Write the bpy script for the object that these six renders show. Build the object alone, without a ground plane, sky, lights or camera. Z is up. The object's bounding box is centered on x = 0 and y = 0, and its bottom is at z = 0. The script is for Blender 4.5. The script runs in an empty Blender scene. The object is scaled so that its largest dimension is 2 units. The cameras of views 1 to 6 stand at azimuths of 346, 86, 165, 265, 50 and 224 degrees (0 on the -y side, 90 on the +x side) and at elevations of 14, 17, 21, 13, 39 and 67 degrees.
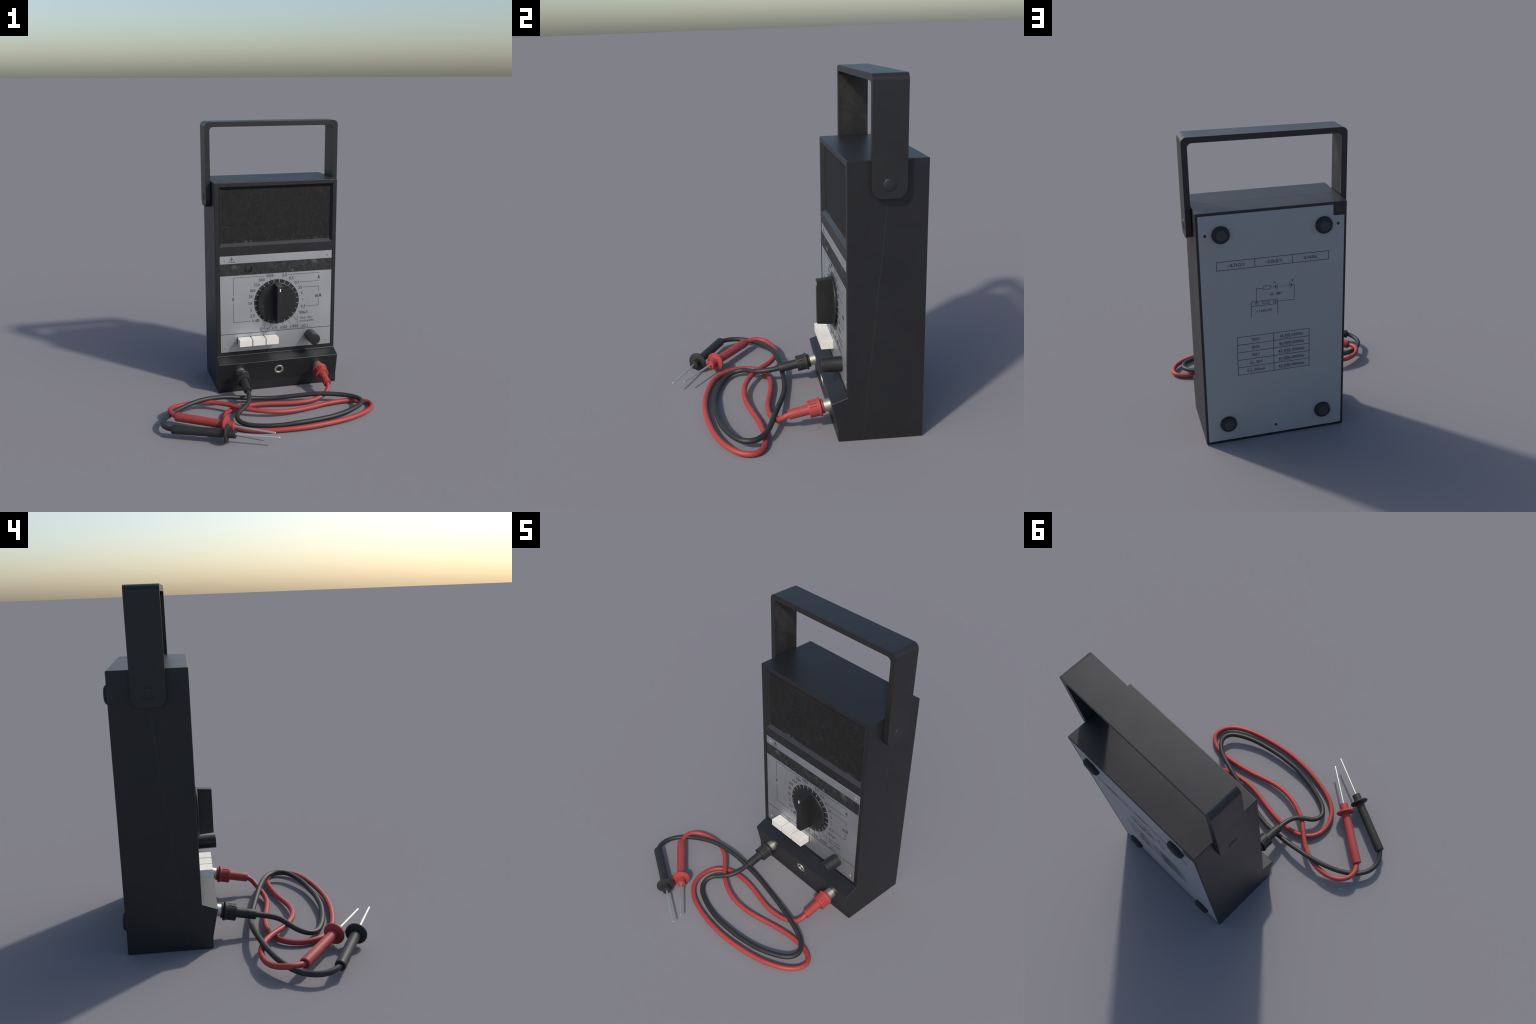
# Vintage black bench multimeter with carrying handle and two plugged-in test leads.
import bpy, bmesh, math, random
from mathutils import Vector, Matrix

random.seed(7)
COL = bpy.context.scene.collection

# ------------------------------------------------------------------ materials
def new_mat(name):
    m = bpy.data.materials.new(name)
    m.use_nodes = True
    nt = m.node_tree
    b = nt.nodes["Principled BSDF"]
    return m, nt, b

def nd(nt, kind, **kw):
    n = nt.nodes.new(kind)
    for k, v in kw.items():
        setattr(n, k, v)
    return n

def coords(nt, scale=(1, 1, 1), loc=(0, 0, 0), rot=(0, 0, 0)):
    tc = nd(nt, "ShaderNodeTexCoord")
    mp = nd(nt, "ShaderNodeMapping")
    mp.inputs["Scale"].default_value = scale
    mp.inputs["Location"].default_value = loc
    mp.inputs["Rotation"].default_value = rot
    nt.links.new(tc.outputs["Object"], mp.inputs["Vector"])
    return mp.outputs["Vector"]

def noise(nt, vec, scale, detail=4, rough=0.55, dist=0.0):
    n = nd(nt, "ShaderNodeTexNoise")
    n.inputs["Scale"].default_value = scale
    n.inputs["Detail"].default_value = detail
    n.inputs["Roughness"].default_value = rough
    n.inputs["Distortion"].default_value = dist
    nt.links.new(vec, n.inputs["Vector"])
    return n.outputs["Fac"]

def ramp(nt, fac, stops, interp="LINEAR"):
    r = nd(nt, "ShaderNodeValToRGB")
    r.color_ramp.interpolation = interp
    e = r.color_ramp.elements
    while len(e) < len(stops):
        e.new(0.5)
    for i, (p, c) in enumerate(stops):
        e[i].position = p
        e[i].color = (c, c, c, 1) if isinstance(c, (int, float)) else (*c, 1)
    nt.links.new(fac, r.inputs["Fac"])
    return r.outputs["Color"]

def mix(nt, fac, a, b, blend="MIX"):
    m = nd(nt, "ShaderNodeMix", data_type="RGBA", blend_type=blend)
    def put(sock, v):
        if isinstance(v, bpy.types.NodeSocket):
            nt.links.new(v, sock)
        elif isinstance(v, (int, float)):
            sock.default_value = v
        else:
            sock.default_value = (*v, 1)
    put(m.inputs[0], fac)
    put(m.inputs[6], a)
    put(m.inputs[7], b)
    return m.outputs[2]

def math_node(nt, op, a, b=None, clamp=False):
    m = nd(nt, "ShaderNodeMath", operation=op, use_clamp=clamp)
    for i, v in enumerate((a, b)):
        if v is None:
            continue
        if isinstance(v, bpy.types.NodeSocket):
            nt.links.new(v, m.inputs[i])
        else:
            m.inputs[i].default_value = v
    return m.outputs[0]

def bump(nt, bsdf, height, strength=0.1, dist=0.002):
    b = nd(nt, "ShaderNodeBump")
    b.inputs["Strength"].default_value = strength
    b.inputs["Distance"].default_value = dist
    nt.links.new(height, b.inputs["Height"])
    nt.links.new(b.outputs["Normal"], bsdf.inputs["Normal"])

def axis_of(nt, i):
    tc = nd(nt, "ShaderNodeTexCoord")
    s = nd(nt, "ShaderNodeSeparateXYZ")
    nt.links.new(tc.outputs["Object"], s.inputs[0])
    return s.outputs[i]

def plastic(name, dark, light, rough=(0.42, 0.56), spec=0.5, grain=420, bump_s=0.06, tint=None, tint_amt=0.0):
    """moulded plastic: faint mottling, fine grain, soft handling marks in the gloss"""
    m, nt, b = new_mat(name)
    v = coords(nt)
    big = noise(nt, v, 5.0, 5, 0.6)
    fine = noise(nt, v, grain, 2)
    base = mix(nt, ramp(nt, big, [(0.3, 0.0), (0.7, 1.0)]), dark, light)
    if tint:
        # grime left on the sheltered inner face of one leg (the face that looks toward +x)
        patch = noise(nt, coords(nt, (1, 1, 1), (3.1, 1.7, 0.4)), 7.0, 6, 0.65, 0.6)
        geo = nd(nt, "ShaderNodeNewGeometry")
        sx = nd(nt, "ShaderNodeSeparateXYZ")
        nt.links.new(geo.outputs["True Normal"], sx.inputs[0])
        inner = math_node(nt, "MULTIPLY", math_node(nt, "GREATER_THAN", sx.outputs[0], 0.8), math_node(nt, "LESS_THAN", axis_of(nt, 0), 0.0))
        m1 = math_node(nt, "MULTIPLY", ramp(nt, patch, [(0.42, 0.0), (0.66, 1.0)]), tint_amt)
        base = mix(nt, math_node(nt, "MULTIPLY", m1, inner), base, tint)
    nt.links.new(base, b.inputs["Base Color"])
    nt.links.new(ramp(nt, big, [(0.25, rough[0]), (0.75, rough[1])]), b.inputs["Roughness"])
    b.inputs["Specular IOR Level"].default_value = spec
    bump(nt, b, fine, bump_s, 0.0008)
    return m

M_CASE = plastic("black_case_plastic", (0.0105, 0.0106, 0.0122), (0.0135, 0.0136, 0.0152), (0.40, 0.47), 0.5)
def paler_sill(m):
    """paler base colour on the upward-facing sill of the window rebate"""
    nt = m.node_tree
    b = nt.nodes["Principled BSDF"]
    src = b.inputs["Base Color"].links[0].from_socket
    geo = nd(nt, "ShaderNodeNewGeometry")
    sp = nd(nt, "ShaderNodeSeparateXYZ")
    nt.links.new(geo.outputs["True Normal"], sp.inputs[0])
    up = math_node(nt, "MULTIPLY", math_node(nt, "GREATER_THAN", sp.outputs[2], 0.4), math_node(nt, "LESS_THAN", sp.outputs[2], 0.9))
    z = axis_of(nt, 2)
    zone = math_node(nt, "MULTIPLY", math_node(nt, "GREATER_THAN", z, 1.10), math_node(nt, "LESS_THAN", z, 1.14))
    nt.links.new(mix(nt, math_node(nt, "MULTIPLY", up, zone), src, (0.030, 0.030, 0.031)), b.inputs["Base Color"])

paler_sill(M_CASE)
M_HANDLE = plastic("black_handle_plastic", (0.0125, 0.0127, 0.0138), (0.0165, 0.0166, 0.0178), (0.38, 0.46), 0.5,
                   tint=(0.050, 0.042, 0.034), tint_amt=0.6)
M_KNOB = plastic("black_knob_plastic", (0.0125, 0.0125, 0.0130), (0.0165, 0.0165, 0.0168), (0.38, 0.48), 0.5, grain=600)
M_FOOT = plastic("black_rubber_foot", (0.014, 0.015, 0.018), (0.024, 0.025, 0.029), (0.6, 0.75), 0.35, grain=160, bump_s=0.3)
M_CABLE_K = plastic("black_cable_vinyl", (0.019, 0.019, 0.0188), (0.025, 0.025, 0.0245), (0.45, 0.55), 0.45)
M_LEAD_K = plastic("black_lead_plastic", (0.016, 0.0158, 0.0152), (0.022, 0.0216, 0.0205), (0.5, 0.6), 0.42)
M_CABLE_R = plastic("red_cable_vinyl", (0.330, 0.040, 0.037), (0.375, 0.048, 0.044), (0.45, 0.55), 0.42)
M_LEAD_R = plastic("red_lead_plastic", (0.315, 0.040, 0.038), (0.360, 0.048, 0.045), (0.5, 0.6), 0.42)
M_BLACK = plastic("flat_black", (0.006, 0.006, 0.007), (0.01, 0.01, 0.011), (0.7, 0.8), 0.2)
M_PIVOT = plastic("black_pivot_plastic", (0.0130, 0.0132, 0.0142), (0.0175, 0.0176, 0.0186), (0.42, 0.5), 0.5)
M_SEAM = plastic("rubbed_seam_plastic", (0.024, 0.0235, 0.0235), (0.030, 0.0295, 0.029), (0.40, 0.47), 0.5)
M_PADTOP = plastic("rubbed_rubber_pad", (0.034, 0.035, 0.039), (0.072, 0.073, 0.078), (0.65, 0.8), 0.3, grain=90, bump_s=0.5)


def panel_metal(name, a, b_, rough, met=1.0):
    """silk-finished aluminium: very fine speckle with a soft cloudy variation"""
    m, nt, b = new_mat(name)
    v = coords(nt)
    sp = noise(nt, v, 130, 4, 0.75)
    cl = noise(nt, v, 6, 4)
    c = mix(nt, ramp(nt, sp, [(0.3, 0.0), (0.7, 1.0)]), a, b_)
    c = mix(nt, ramp(nt, cl, [(0.3, 0.0), (0.75, 0.25)]), c, b_)
    nt.links.new(c, b.inputs["Base Color"])
    b.inputs["Metallic"].default_value = met
    nt.links.new(ramp(nt, cl, [(0.3, rough), (0.7, rough + 0.08)]), b.inputs["Roughness"])
    b.inputs["Specular IOR Level"].default_value = 0.5
    bump(nt, b, sp, 0.04, 0.0006)
    return m

M_PANEL = panel_metal("grey_panel_paint", (0.415, 0.435, 0.452), (0.515, 0.532, 0.546), 0.52, 0.96)
M_BACK = panel_metal("grey_back_plate", (0.285, 0.288, 0.296), (0.330, 0.333, 0.342), 0.45, 0.0)


def felt():
    """meter window blank: dusty charcoal with vertical streaks and chalky flecks along the bottom edge"""
    m, nt, b = new_mat("dusty_charcoal_window")
    v = coords(nt)
    streak = noise(nt, coords(nt, (60, 1, 9)), 1.6, 4, 0.6)
    mott = noise(nt, v, 55, 5, 0.65)
    c = mix(nt, ramp(nt, mott, [(0.3, 0.0), (0.72, 1.0)]), (0.0075, 0.0075, 0.0074), (0.0165, 0.0167, 0.0167))
    c = mix(nt, ramp(nt, streak, [(0.45, 0.0), (0.75, 0.35)]), c, (0.026, 0.027, 0.0275))
    # fine scratches
    w = noise(nt, coords(nt, (9, 1, 26), rot=(0, 0.5, 0)), 3.2, 3, 0.4, 1.2)
    sc = ramp(nt, w, [(0.492, 0.0), (0.500, 1.0), (0.508, 0.0)])
    gate = ramp(nt, noise(nt, coords(nt, loc=(0.4, 0, 1.3)), 9, 3), [(0.56, 0.0), (0.64, 1.0)])
    c = mix(nt, math_node(nt, "MULTIPLY", math_node(nt, "MULTIPLY", sc, gate), 0.9), c, (0.11, 0.11, 0.105))
    # dust settled at the lower rim
    z = axis_of(nt, 2)
    low = math_node(nt, "MULTIPLY", math_node(nt, "SUBTRACT", 1.152, z), 38.0, True)
    fl = ramp(nt, noise(nt, coords(nt, loc=(0.31, 0, 0.2)), 24, 6, 0.72), [(0.50, 0.0), (0.62, 1.0)])
    drift = ramp(nt, noise(nt, coords(nt, loc=(0.75, 0, 0.1)), 5.5, 3, 0.5), [(0.47, 0.12), (0.60, 1.0)])
    dust = math_node(nt, "MULTIPLY", math_node(nt, "MULTIPLY", low, fl), drift)
    c = mix(nt, math_node(nt, "MULTIPLY", dust, 0.8), c, (0.13, 0.125, 0.11))
    # thin tan line of grime where the blank meets the rebate (left, right and bottom edges)
    x = axis_of(nt, 0)
    dx = math_node(nt, "SUBTRACT", 0.4145, math_node(nt, "ABSOLUTE", math_node(nt, "SUBTRACT", x, 0.198)))
    dz = math_node(nt, "SUBTRACT", z, 1.1285)
    edge = math_node(nt, "MULTIPLY", math_node(nt, "SUBTRACT", 0.0035, math_node(nt, "MINIMUM", dx, dz)), 420.0, True)
    gr = ramp(nt, noise(nt, v, 14, 3), [(0.35, 0.1), (0.65, 0.8)])
    c = mix(nt, math_node(nt, "MULTIPLY", edge, gr), c, (0.085, 0.070, 0.050))
    nt.links.new(c, b.inputs["Base Color"])
    b.inputs["Roughness"].default_value = 0.68
    b.inputs["Specular IOR Level"].default_value = 0.25
    bump(nt, b, mott, 0.25, 0.002)
    return m

M_FELT = felt()


def band():
    """black printed band, rubbed and chalky in places"""
    m, nt, b = new_mat("worn_black_band")
    v = coords(nt)
    mott = noise(nt, v, 48, 6, 0.72)
    rub = noise(nt, coords(nt, loc=(1.3, 0, 0.9)), 13, 6, 0.7, 0.4)
    c = mix(nt, ramp(nt, mott, [(0.44, 0.0), (0.70, 1.0)]), (0.0090, 0.0096, 0.0098), (0.040, 0.042, 0.043))
    # rubbed paler near the upper edge
    z = axis_of(nt, 2)
    top = math_node(nt, "MULTIPLY", math_node(nt, "SUBTRACT", z, 0.925), 22.0, True)
    c = mix(nt, math_node(nt, "MULTIPLY", ramp(nt, rub, [(0.56, 0.0), (0.68, 1.0)]), math_node(nt, "MULTIPLY", top, 0.5)), c, (0.15, 0.16, 0.165))
    # single rubbed spot
    tc = nd(nt, "ShaderNodeTexCoord")
    ds = nd(nt, "ShaderNodeVectorMath", operation="DISTANCE")
    nt.links.new(tc.outputs["Object"], ds.inputs[0])
    ds.inputs[1].default_value = (0.3208, 0.2755, 0.9035)
    spot = ramp(nt, ds.outputs["Value"], [(0.004, 0.55), (0.012, 0.0)])
    c = mix(nt, spot, c, (0.16, 0.165, 0.17))
    nt.links.new(c, b.inputs["Base Color"])
    b.inputs["Roughness"].default_value = 0.6
    bump(nt, b, mott, 0.08, 0.001)
    return m

M_BAND = band()


def cream():
    m, nt, b = new_mat("cream_button_plastic")
    brushed = noise(nt, coords(nt, (40, 6, 40)), 4.0, 4, 0.6)
    warm = noise(nt, coords(nt), 16, 4)
    c = mix(nt, ramp(nt, brushed, [(0.3, 0.0), (0.7, 1.0)]), (0.74, 0.70, 0.63), (0.80, 0.77, 0.70))
    c = mix(nt, ramp(nt, warm, [(0.45, 0.0), (0.7, 0.5)]), c, (0.76, 0.69, 0.63))
    nt.links.new(c, b.inputs["Base Color"])
    b.inputs["Roughness"].default_value = 0.45
    return m

M_CREAM = cream()


def metal(name, col, rough):
    m, nt, b = new_mat(name)
    n = noise(nt, coords(nt), 40, 4)
    c = mix(nt, ramp(nt, n, [(0.3, 0.0), (0.7, 1.0)]), col, tuple(x * 0.85 for x in col))
    nt.links.new(c, b.inputs["Base Color"])
    b.inputs["Metallic"].default_value = 1.0
    nt.links.new(ramp(nt, n, [(0.3, rough), (0.7, rough + 0.1)]), b.inputs["Roughness"])
    return m

M_NICKEL = metal("warm_nickel", (0.66, 0.635, 0.545), 0.46)
M_BORE = metal("dull_socket_bore", (0.30, 0.29, 0.26), 0.35)
M_PIN = metal("steel_pin", (0.86, 0.85, 0.77), 0.42)
M_BRASS = plastic("dark_brass_screw", (0.030, 0.028, 0.024), (0.046, 0.042, 0.035), (0.45, 0.55), 0.5)
M_RING = plastic("dull_grey_rim", (0.46, 0.45, 0.41), (0.54, 0.52, 0.47), (0.5, 0.6), 0.4)


def ink(name, col):
    m, nt, b = new_mat(name)
    n = noise(nt, coords(nt), 70, 3)
    c = mix(nt, ramp(nt, n, [(0.35, 0.0), (0.7, 1.0)]), col, tuple(x * 1.6 for x in col))
    nt.links.new(c, b.inputs["Base Color"])
    b.inputs["Roughness"].default_value = 0.6
    return m

M_INK = ink("dark_grey_ink", (0.022, 0.025, 0.028))
M_INKLINE = ink("grey_line_ink", (0.030, 0.033, 0.036))
M_INKSOFT = ink("faded_grey_ink", (0.10, 0.105, 0.108))
M_INKBACK = ink("back_plate_ink", (0.026, 0.029, 0.033))
M_WHITE = ink("white_ink", (0.55, 0.55, 0.55))
M_TICK = ink("pale_grey_ink", (0.19, 0.20, 0.205))

# ------------------------------------------------------------------ mesh helpers
def make_obj(name, mesh, mat=None, parent=None, loc=(0, 0, 0), kind=None):
    ob = bpy.data.objects.new(name, mesh)
    COL.objects.link(ob)
    if mat and not mesh.materials:
        mesh.materials.append(mat)
    ob.location = loc
    if parent:
        ob.parent = parent
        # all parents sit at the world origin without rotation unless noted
        ob.matrix_parent_inverse = parent.matrix_basis.inverted()
    if kind:
        ob["kind"] = kind
    return ob

def weighted(ob):
    """flat faces stay flat, only the narrow bevels shade round"""
    md = ob.modifiers.new("face_weighted_normals", "WEIGHTED_NORMAL")
    md.keep_sharp = True
    md.weight = 80
    return ob

def finish(bm, name, angle=35):
    bmesh.ops.remove_doubles(bm, verts=bm.verts, dist=1e-6)
    bmesh.ops.recalc_face_normals(bm, faces=bm.faces)
    me = bpy.data.meshes.new(name)
    bm.to_mesh(me)
    bm.free()
    for p in me.polygons:
        p.use_smooth = True
    me.set_sharp_from_angle(angle=math.radians(angle))
    return me

def box_bm(x0, x1, y0, y1, z0, z1, bev=0.0, seg=2):
    bm = bmesh.new()
    bmesh.ops.create_cube(bm, size=1.0)
    for v in bm.verts:
        v.co = Vector(((x0 + x1) / 2 + v.co.x * (x1 - x0), (y0 + y1) / 2 + v.co.y * (y1 - y0), (z0 + z1) / 2 + v.co.z * (z1 - z0)))
    if bev:
        bmesh.ops.bevel(bm, geom=bm.edges[:], offset=bev, segments=seg, profile=0.5, affect="EDGES")
    return bm

def box(name, x0, x1, y0, y1, z0, z1, mat, parent, bev=0.0, seg=2, **kw):
    c = Vector(((x0 + x1) / 2, (y0 + y1) / 2, (z0 + z1) / 2))
    bm = box_bm(x0 - c.x, x1 - c.x, y0 - c.y, y1 - c.y, z0 - c.z, z1 - c.z, bev, seg)
    return make_obj(name, finish(bm, name), mat, parent, c, **kw)

def lathe_bm(profile, n=48, radial=None):
    """profile: (s, r) pairs along local +Y; radial(i_ring, angle, r) may modulate"""
    bm = bmesh.new()
    rings = []
    for k, (s, r) in enumerate(profile):
        if r < 1e-7:
            rings.append([bm.verts.new((0, s, 0))])
            continue
        ring = []
        for i in range(n):
            a = 2 * math.pi * i / n
            rr = radial(k, a, r) if radial else r
            ring.append(bm.verts.new((rr * math.cos(a), s, rr * math.sin(a))))
        rings.append(ring)
    for A, B in zip(rings[:-1], rings[1:]):
        if len(A) == 1 and len(B) == 1:
            continue
        for i in range(n):
            j = (i + 1) % n
            if len(A) == 1:
                bm.faces.new((A[0], B[j], B[i]))
            elif len(B) == 1:
                bm.faces.new((A[i], A[j], B[0]))
            else:
                bm.faces.new((A[i], A[j], B[j], B[i]))
    return bm

def lathe(name, profile, mat, parent, loc, axis=(0, -1, 0), n=48, radial=None, angle=35):
    me = finish(lathe_bm(profile, n, radial), name, angle)
    q = Vector((0, 1, 0)).rotation_difference(Vector(axis).normalized())
    me.transform(q.to_matrix().to_4x4())
    return make_obj(name, me, mat, parent, loc)

def rounded(s, r, c, end):
    """quarter-round corner of radius c for a lathe profile; end=+1 closes toward +s, -1 opens from -s"""
    pts = []
    for i in range(5):
        a = math.pi / 2 * i / 4
        if end > 0:
            pts.append((s - c + c * math.sin(a), r - c + c * math.cos(a)))
        else:
            pts.append((s + c - c * math.cos(a), r - c + c * math.sin(a)))
    return pts

def apply_booleans(ob, cutters, op="DIFFERENCE", sharp=40):
    for bm in cutters:
        me = bpy.data.meshes.new("cutter")
        bmesh.ops.recalc_face_normals(bm, faces=bm.faces)
        bm.to_mesh(me)
        bm.free()
        c = bpy.data.objects.new("cutter", me)
        COL.objects.link(c)
        md = ob.modifiers.new("cut", "BOOLEAN")
        md.operation = op
        md.solver = "EXACT"
        md.object = c
        bpy.context.view_layer.update()
        dg = bpy.context.evaluated_depsgraph_get()
        new = bpy.data.meshes.new_from_object(ob.evaluated_get(dg))
        ob.modifiers.clear()
        old = ob.data
        ob.data = new
        bpy.data.meshes.remove(old)
        bpy.data.objects.remove(c)
        bpy.data.meshes.remove(me)
    for p in ob.data.polygons:
        p.use_smooth = True
    ob.data.set_sharp_from_angle(angle=math.radians(sharp))

GLYPHS = {}

def glyph(ch, bold):
    """one letter as a flat mesh in units of cap height: (vertices, faces, width); a flagged 1 is drawn here"""
    key = (ch, bold)
    if key in GLYPHS:
        return GLYPHS[key]
    if ch == "1":
        b = 0.115 + bold * 1.6
        P = [(0.20, 0), (0.20 + b, 0), (0.20 + b, 1), (0.22, 1), (0.0, 0.80), (0.03, 0.80 - b * 1.2), (0.20, 0.98 - b * 1.5)]
        bm = bmesh.new()
        f = bm.faces.new([bm.verts.new((x, y, 0.02)) for x, y in P])
        r = bmesh.ops.extrude_face_region(bm, geom=[f])
        bmesh.ops.translate(bm, verts=[v for v in r["geom"] if isinstance(v, bmesh.types.BMVert)], vec=(0, 0, -0.04))
        bmesh.ops.recalc_face_normals(bm, faces=bm.faces)
        bm.verts.index_update()
        vs = [tuple(v.co) for v in bm.verts]
        fs = [[v.index for v in q.verts] for q in bm.faces]
        bm.free()
        GLYPHS[key] = (vs, fs, 0.20 + b)
        return GLYPHS[key]
    cu = bpy.data.curves.new("lettering", "FONT")
    cu.body = ch
    cu.size = 1.0
    cu.offset = bold
    cu.resolution_u = 3
    cu.extrude = 0.02
    ob = bpy.data.objects.new("lettering", cu)
    COL.objects.link(ob)
    bpy.context.view_layer.update()
    me = ob.evaluated_get(bpy.context.evaluated_depsgraph_get()).to_mesh()
    x0 = min(v.co.x for v in me.vertices)
    x1 = max(v.co.x for v in me.vertices)
    vs = [((v.co.x - x0) / CAP_H, v.co.y / CAP_H, v.co.z) for v in me.vertices]
    fs = [list(p.vertices) for p in me.polygons]
    bpy.data.objects.remove(ob)
    bpy.data.curves.remove(cu)
    GLYPHS[key] = (vs, fs, (x1 - x0) / CAP_H)
    return GLYPHS[key]

def text_mesh(s, cap, width=None, depth=0.0004, shear=0.0, bold=0.014):
    """flat letters with depth, centred on their own box, cap height `cap`, fitted to `width`, facing -Y"""
    V, F, x = [], [], 0.0
    for ch in s:
        if ch == " ":
            x += 0.30
            continue
        vs, fs, w = glyph(ch, bold)
        o = len(V)
        V += [(vx + x + shear * vy, vy, vz) for vx, vy, vz in vs]
        F += [[i + o for i in f] for f in fs]
        x += w + (0.10 if ch in ".," else 0.15)
    xs = [v[0] for v in V]
    cx = (min(xs) + max(xs)) / 2
    sx = width / (max(xs) - min(xs)) if width else cap * 0.9
    me = bpy.data.meshes.new("printed_label")
    me.from_pydata([((vx - cx) * sx, -vz / 0.02 * depth, (vy - 0.5) * cap) for vx, vy, vz in V], [], F)
    return me

def measure_cap():
    cu = bpy.data.curves.new("probe_text", "FONT")
    cu.body = "H"
    cu.size = 1.0
    ob = bpy.data.objects.new("probe_text", cu)
    COL.objects.link(ob)
    bpy.context.view_layer.update()
    me = ob.evaluated_get(bpy.context.evaluated_depsgraph_get()).to_mesh()
    ys = [v.co.y for v in me.vertices]
    h = max(ys) - min(min(ys), 0)
    bpy.data.objects.remove(ob)
    bpy.data.curves.remove(cu)
    return h

CAP_H = measure_cap()

def printed(s, x, z, cap, width, y, mat, parent, facing=-1, name="printed_label", **kw):
    me = text_mesh(s, cap, width, **kw)
    if facing > 0:
        me.transform(Matrix.Rotation(math.pi, 4, "Z"))
    return make_obj(name, me, mat, parent, (x, y, z))

def stroke_bm(bm, pts, w, y, depth=0.0004, closed=False):
    """raised flat line through (x, z) points, mitred by overlap at the corners"""
    n = len(pts)
    for i in range(n if closed else n - 1):
        (x0, z0), (x1, z1) = pts[i], pts[(i + 1) % n]
        d = Vector((x1 - x0, z1 - z0))
        L = d.length
        d.normalize()
        e = w / 2 * 0.98
        a0 = e if (closed or i > 0) else 0
        a1 = -e if (closed or i < n - 2) else 0
        # stagger so that segments butt instead of overlapping
        p0 = Vector((x0, z0)) + d * (-a0)
        p1 = Vector((x1, z1)) + d * a1
        nrm = Vector((-d.y, d.x)) * (w / 2)
        c = [p0 + nrm, p1 + nrm, p1 - nrm, p0 - nrm]
        f = [bm.verts.new((q.x, y - depth, q.y)) for q in c]
        b = [bm.verts.new((q.x, y + depth, q.y)) for q in c]
        bm.faces.new(f)
        bm.faces.new(b[::-1])
        for k in range(4):
            m = (k + 1) % 4
            bm.faces.new((f[k], b[k], b[m], f[m]))

def lines(name, strokes, w, y, mat, parent):
    bm = bmesh.new()
    for s in strokes:
        closed = s[0] == "closed"
        stroke_bm(bm, s[1:] if closed else s, w, y, closed=closed)
    bmesh.ops.recalc_face_normals(bm, faces=bm.faces)
    me = bpy.data.meshes.new(name)
    bm.to_mesh(me)
    bm.free()
    return make_obj(name, me, mat, parent)

def circle_pts(cx, cz, r, n=20):
    return [(cx + r * math.cos(2 * math.pi * i / n), cz + r * math.sin(2 * math.pi * i / n)) for i in range(n)]

def empty(name, loc, label, category):
    e = bpy.data.objects.new(name, None)
    COL.objects.link(e)
    e.location = loc
    e["label"] = label
    e["category"] = category
    bpy.context.view_layer.update()
    return e

# ------------------------------------------------------------------ the instrument
X0, X1 = -0.2675, 0.6605            # case sides
XC = (X0 + X1) / 2
YF, YB = 0.2745, 0.6990             # upper front face, back face
ZT = 1.5775                         # top of the case
LIP_Y, LIP_Z = 0.1868, 0.2325       # projecting jack shelf
STEP_Z = 0.2662
BEND_Y, BEND_Z = 0.2190, 0.0680
SEAM_Y0, SEAM_Y1 = 0.3588, 0.5065   # slanting mould seam, bottom and top

meter = empty("multimeter", (XC, 0.46, 0.0), "black analogue multimeter case with grey panels and carrying handle", "multimeter")


def shell(name, poly, seam_edge):
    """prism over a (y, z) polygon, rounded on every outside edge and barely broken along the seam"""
    bm = bmesh.new()
    L = [bm.verts.new((X0, y, z)) for y, z in poly]
    R = [bm.verts.new((X1, y, z)) for y, z in poly]
    n = len(poly)
    bm.faces.new(L)
    bm.faces.new(R[::-1])
    for i in range(n):
        j = (i + 1) % n
        bm.faces.new((L[i], R[i], R[j], L[j]))
    bmesh.ops.recalc_face_normals(bm, faces=bm.faces)
    a, b = seam_edge
    seam = {L[a], L[b], R[a], R[b]}
    hard = [e for e in bm.edges if not (e.verts[0] in seam and e.verts[1] in seam)]
    soft = [e for e in bm.edges if e.verts[0] in seam and e.verts[1] in seam]
    hard = [e for e in hard if e.is_valid and e.calc_length() > 0.02 and len(e.link_faces) == 2 and e.calc_face_angle(0) > 0.15]
    bmesh.ops.bevel(bm, geom=hard, offset=0.0045, segments=3, profile=0.5, affect="EDGES", clamp_overlap=True)
    return make_obj(name, finish(bm, name, 50), M_CASE, meter)

front_poly = [(0.2215, 0.0), (BEND_Y + 0.0015, BEND_Z), (LIP_Y, LIP_Z), (YF, STEP_Z), (YF, ZT), (SEAM_Y1 - 0.0006, ZT), (SEAM_Y0 - 0.0006, 0.0)]
back_poly = [(SEAM_Y0, 0.0), (SEAM_Y1, ZT), (YB, ZT), (YB, 0.0)]
case_front = shell("case_front", front_poly, (5, 6))
case_back = shell("case_back", back_poly, (0, 1))

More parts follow.
